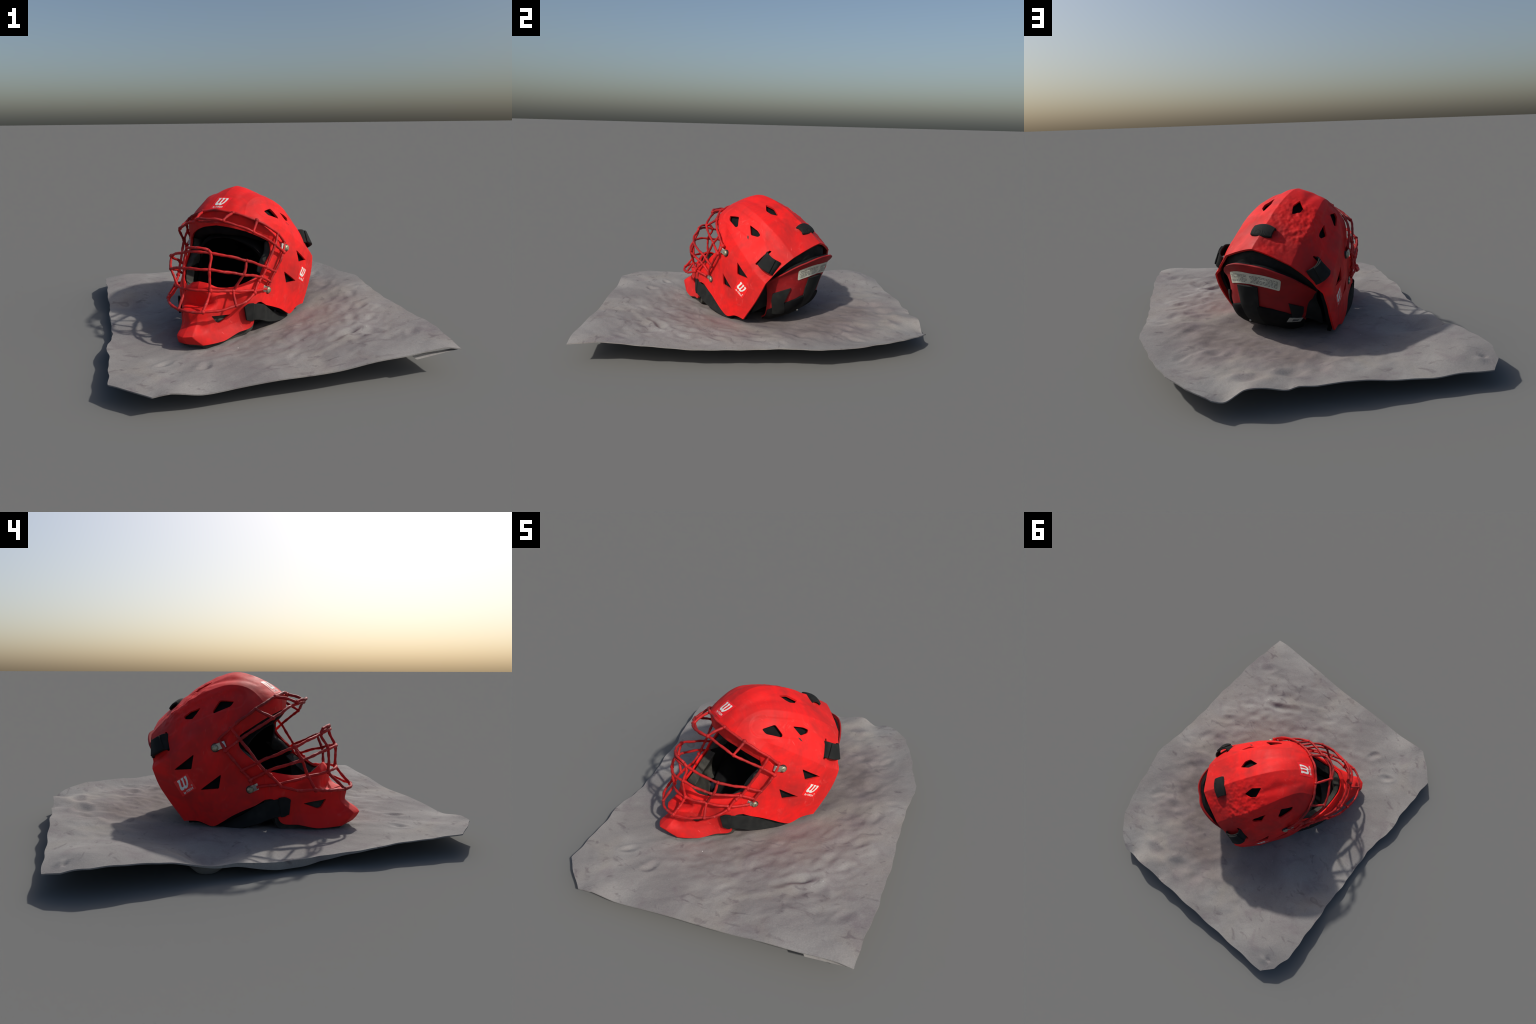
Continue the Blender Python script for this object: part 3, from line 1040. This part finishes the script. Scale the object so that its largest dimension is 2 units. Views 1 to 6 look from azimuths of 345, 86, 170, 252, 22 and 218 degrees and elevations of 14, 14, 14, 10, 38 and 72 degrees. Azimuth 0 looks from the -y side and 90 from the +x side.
for sx in (1, -1):
    m = np.array([sx, 1, 1])
    c = np.array((.341, .128, .285)) * m
    # the print reads upright along the helmet's own axis, tilted back with it
    right = np.array([0, .84, -.54]) if sx > 0 else np.array([0, -.84, .54])
    up_ = np.array([0, .54, .84])
    wrap("sticker", flat_outline(rect(.090, .086)), c, right, up_, .0009, STICKER)
    wrap("logo", shift(flat_outline(swash_w(.056)), -.003, .010), c, right, up_, .0016, WHITE)
    wrap("lettering", shift(flat_text("by ITECH", .0150, .25), .000, -.032), c, right, up_, .0016, WHITE)
    wrap("lettering", shift(flat_text("®", .010), .032, -.018), c, right, up_, .0016, WHITE)

c = np.array((0.0, -.205, .752))
wrap("sticker", flat_outline(rect(.088, .094, .008)), c, (1, 0, 0), (0, .55, .83), .0009, STICKER)
wrap("logo", shift(flat_outline(swash_w(.056)), 0, .010), c, (1, 0, 0), (0, .55, .83), .0016, WHITE)
wrap("lettering", shift(flat_text("by ITECH", .015, .25), -.006, -.030), c, (1, 0, 0), (0, .55, .83), .0016, WHITE)

# dark gouge below the rear side vent
me = flat_outline([[(-.016, .002), (-.004, .004), (.016, .0), (.004, -.004), (-.012, -.003)]])
wrap("gouge_mark", me, (0.270, 0.107, 0.592), (0.015, 0.023, -0.031), (-.35, .25, .9), .0010, RUBBER)

# snap stud on the rear strap
p, n = plate_point(.70, .17)
v, f = lathe([(.006, 0), (.0065, .004), (.004, .007), (.001, .008)], p + n * .016, n, 16)
adopt(mesh_object("snap_stud", world(v), f, CLIP, None, True, 50), helmet)

# --------------------------------------------------------------------------
# sand patch: thin crust, dished under the helmet, edges lifted, footprints
# --------------------------------------------------------------------------
LEFT = [(-1.0, -.669), (-.90, -.765), (-.82, -.839), (-.53, -.830), (-.37, -.843), (-.12, -.810), (.10, -.822), (.27, -.822), (.45, -.828), (.63, -.836), (.82, -.840), (.925, -.812), (1.0, -.748)]
RIGHT = [(-1.0, .772), (-.613, .810), (-.288, .823), (0, .820), (.165, .836), (.306, .852), (.58, .785), (.81, .712), (.925, .622), (1.0, .52)]
HEIGHT = [  # (x, y, z) of the crust
    (-.839, -.82, .094), (-.77, -.90, .102), (-.669, -1, .099), (-.60, -1, .106), (-.46, -1, .082), (-.31, -1, .091), (-.12, -1, .101), (.165, -1, .105),
    (.34, -1, .127), (.53, -1, .138), (.71, -1, .151), (.772, -1, .138), (.81, -.80, .156), (.812, -.60, .144), (.82, -.36, .128), (.82, -.03, .128),
    (.852, .306, .137), (.80, .52, .126), (.77, .63, .132), (.71, .81, .134), (.62, .925, .120), (.54, 1, .100), (.469, 1, .076), (.389, 1, .124),
    (.268, 1, .114), (.20, 1, .101), (.16, 1, .113), (.08, 1, .103), (-.04, 1, .110), (-.20, 1, .096), (-.45, 1, .076), (-.60, 1, .080), (-.748, 1, .075),
    (-.84, .80, .114), (-.833, .63, .108), (-.80, .47, .090), (-.797, .26, .062), (-.805, .14, .052), (-.808, .04, .048), (-.81, -.13, .053), (-.83, -.27, .064),
    (-.843, -.37, .076), (-.83, -.59, .085),
    (-.71, .36, .024), (-.62, .49, .084), (-.76, .47, .092), (-.766, .239, .060), (-.635, -.371, .056), (-.583, -.645, .078), (-.406, -.726, .081), (-.42, -.84, .087), (-.65, -.82, .094), (.396, -.561, .103), (.007, .80, .090),
    (.75, .124, .128), (.536, .745, .109), (.66, .64, .100), (-.447, -.464, .054), (-.307, -.454, .054), (-.45, -.31, .052), (.19, .20, .058), (.25, .05, .060), (.0, 0, .054),
    (-.229, .252, .056), (.31, -.085, .075), (-.28, .115, .056), (-.5, .1, .057), (-.62, -.08, .056), (.2, -.3, .070), (0, -.5, .068), (.5, .3, .100), (.3, .55, .096), (.42, .70, .108), (.2, .75, .098), (.42, .12, .086), (.35, -.25, .085), (.62, .45, .104), (-.3, .6, .068), (-.5, .82, .098),
    (-.62, .66, .110), (-.70, .55, .100), (-.45, .52, .062), (-.70, .85, .125), (-.3, .85, .088), (0, -.78, .086), (.55, -.3, .104), (.56, -.64, .120), (.1, .6, .078),
]
H = np.array(HEIGHT)


def tps_fit(P, z, reg=2e-4):
    d = np.linalg.norm(P[:, None] - P[None], axis=2)
    K = np.where(d > 0, d * d * np.log(d + 1e-12), 0) + reg * np.eye(len(P))
    Q = np.concatenate([np.ones((len(P), 1)), P], 1)
    M = np.block([[K, Q], [Q.T, np.zeros((3, 3))]])
    return np.linalg.solve(M, np.concatenate([z, np.zeros(3)]))


W = tps_fit(H[:, :2], H[:, 2])


def crust(x, y):
    out = np.zeros(x.shape)
    for (px, py), w in zip(H[:, :2], W[:-3]):
        d = np.hypot(x - px, y - py)
        out += w * d * d * np.log(d + 1e-12)
    return out + W[-3] + W[-2] * x + W[-1] * y


NX, NY = 300, 350
ys = np.linspace(-1, 1, NY)
lx = np.interp(ys, *np.array(LEFT).T) + 0.003 * np.sin(ys * 23) + 0.002 * np.sin(ys * 51 + 1)
rx = np.interp(ys, *np.array(RIGHT).T) + 0.003 * np.sin(ys * 19 + 2) + 0.002 * np.sin(ys * 47)
uu = np.linspace(0, 1, NX)
lx, rx = np.maximum(lx, -.849), np.minimum(rx, .849)
X = lx[:, None] * (1 - uu) + rx[:, None] * uu
Y = np.repeat(ys[:, None], NX, 1)
edge_y = np.interp(X, [-.9, -.6, -.59, -.3, .1, .5, .9], [.004, .003, .006, .004, .008, .003, .0])
Y = np.where(Y < 0, Y + edge_y * np.clip((-Y - .9) / .1, 0, 1), Y - 0.006 * (1 + np.sin(X * 30)) * .5 * np.clip((Y - .9) / .1, 0, 1))
Z = crust(X, Y)
inside = np.minimum(np.minimum(uu, 1 - uu)[None, :] * 8, ((1 - np.abs(ys)) * 10)[:, None]).clip(0, 1)
Pxy = np.stack([X, Y, np.zeros_like(X)], -1)
calm = 1 - 0.75 * np.exp(-(((X + .35) / .45) ** 2 + ((Y - .25) / .45) ** 2))  # smoother where the left side was swept
lump = value_noise(Pxy * np.array([1, 1.0, 1]), 17, 31, 3)
ripple = value_noise(Pxy @ np.array([[.8, -.6, 0], [.6, .8, 0], [0, 0, 1]]) * np.array([1.0, 2.1, 1]), 20, 33, 2)
rad = np.hypot((X - .15) * 1.05, (Y - .05) * .92)
trod = np.clip((rad - .22) / .15, 0, 1) * np.clip((1.02 - rad) / .35, 0, 1)      # pebbly ring round the helmet, calmer borders
pebble = value_noise(Pxy @ np.array([[.8, -.6, 0], [.6, .8, 0], [0, 0, 1]]) * np.array([.8, 1.25, 1]), 50, 37, 2)
Z += inside * calm * (0.0026 * lump + 0.0036 * ripple + trod * 0.0050 * pebble)


def dent_at(x, y, a, b, ang, depth, rim=0.16):
    wx = .018 * value_noise(Pxy, 26, 71, 2); wy = .018 * value_noise(Pxy, 24, 72, 2)
    c, s = math.cos(ang), math.sin(ang)
    p = ((X + wx - x) * c + (Y + wy - y) * s) / a
    q = (-(X + wx - x) * s + (Y + wy - y) * c) / b
    r2 = p * p + q * q
    return -depth * np.exp(-r2 * 1.6) + rim * depth * np.exp(-((np.sqrt(r2) - 1.25) / .4) ** 2)


for x, y, a, b, t, d in [(.40, -.56, .085, .035, .4, .022), (.30, -.62, .06, .03, .5, .012), (.50, -.62, .05, .05, 0, .012), (.50, -.42, .06, .035, .9, .010),
                         (-.583, -.645, .045, .03, .8, .010), (-.41, -.726, .05, .03, .6, .010), (.0, .80, .05, .03, .2, .010), (.16, .84, .06, .045, .6, .014),
                         (.33, .87, .07, .05, .2, .014), (.75, .12, .03, .025, .2, .010), (.68, -.02, .05, .03, 1.2, .009), (.62, -.22, .06, .03, .7, .011),
                         (.66, -.75, .06, .04, .9, .010), (.60, .28, .06, .04, 1.2, .008), (.48, .55, .06, .04, 1.0, .009), (.64, .55, .05, .03, 1.0, .009)]:
    Z += inside * dent_at(x, y, a, b, t, d)
# crumpled spot near the far left corner, torn slit at the left edge
Z += inside * (.012 * np.exp(-(((X + .72) / .03) ** 2 + ((Y - .93) / .02) ** 2)) - .020 * np.exp(-(((X + .745) / .018) ** 2 + ((Y - .91) / .012) ** 2)))
Z = np.maximum(Z, 0.0068)
V = np.stack([X, Y, Z], -1)
# underside: thin, with a hanging left lip and one lump that reaches the floor
thick = .0055 + .030 * np.exp(-(uu / .010) ** 2)[None, :] * np.exp(-((Y - .03) / .22) ** 2)
lump_down = np.exp(-(((X + .71) / .07) ** 2 + ((Y - .36) / .10) ** 2))
low = V - np.array([0, 0, 1]) * np.maximum(thick, lump_down * .045)[..., None]
low[..., 2] = np.maximum(low[..., 2], 0)
I = np.arange(NX * NY).reshape(NY, NX); J = I + NX * NY
q = lambda a, b, c, d: np.stack([a.ravel(), b.ravel(), c.ravel(), d.ravel()], 1)
F = np.concatenate([q(I[:-1, :-1], I[:-1, 1:], I[1:, 1:], I[1:, :-1]), q(J[:-1, :-1], J[1:, :-1], J[1:, 1:], J[:-1, 1:]),
                    q(I[0, :-1], J[0, :-1], J[0, 1:], I[0, 1:]), q(I[-1, :-1], I[-1, 1:], J[-1, 1:], J[-1, :-1]),
                    q(I[:-1, 0], I[1:, 0], J[1:, 0], J[:-1, 0]), q(I[:-1, -1], J[:-1, -1], J[1:, -1], I[1:, -1])])
allv = np.concatenate([V.reshape(-1, 3), low.reshape(-1, 3)])
sand = mesh_object("sand_patch", allv, F, SAND, None, True, 70)
sand["label"] = "thin dished patch of grey trodden sand with footprints"
sand["category"] = "sand"

# curled flap under the front right corner
fl = []
for t in np.linspace(0, 1, 14):
    top = np.array([.520 + .250 * t, -.988 - .006 * t, .130 + .006 * t])
    bot = np.array([.548 + .224 * t, -.992 - .003 * t, .106 + .028 * t])
    fl.append([top * (1 - k) + bot * k + np.array([0, .012 * math.sin(k * 3.1), 0]) for k in np.linspace(0, 1, 6)])
fl = np.array(fl)
n1, n2, _ = fl.shape
back = fl + np.array([0, .004, 0])
Vf = np.concatenate([fl.reshape(-1, 3), back.reshape(-1, 3)])
I = np.arange(n1 * n2).reshape(n1, n2); J = I + n1 * n2
Ff = np.concatenate([q(I[:-1, :-1], I[:-1, 1:], I[1:, 1:], I[1:, :-1]), q(J[:-1, :-1], J[1:, :-1], J[1:, 1:], J[:-1, 1:]),
                     q(I[0, :-1], J[0, :-1], J[0, 1:], I[0, 1:]), q(I[:-1, 0], I[1:, 0], J[1:, 0], J[:-1, 0]), q(I[:-1, -1], J[:-1, -1], J[1:, -1], I[1:, -1])])
flap = mesh_object("curled_flap", Vf, Ff, SAND, sand, True, 60)
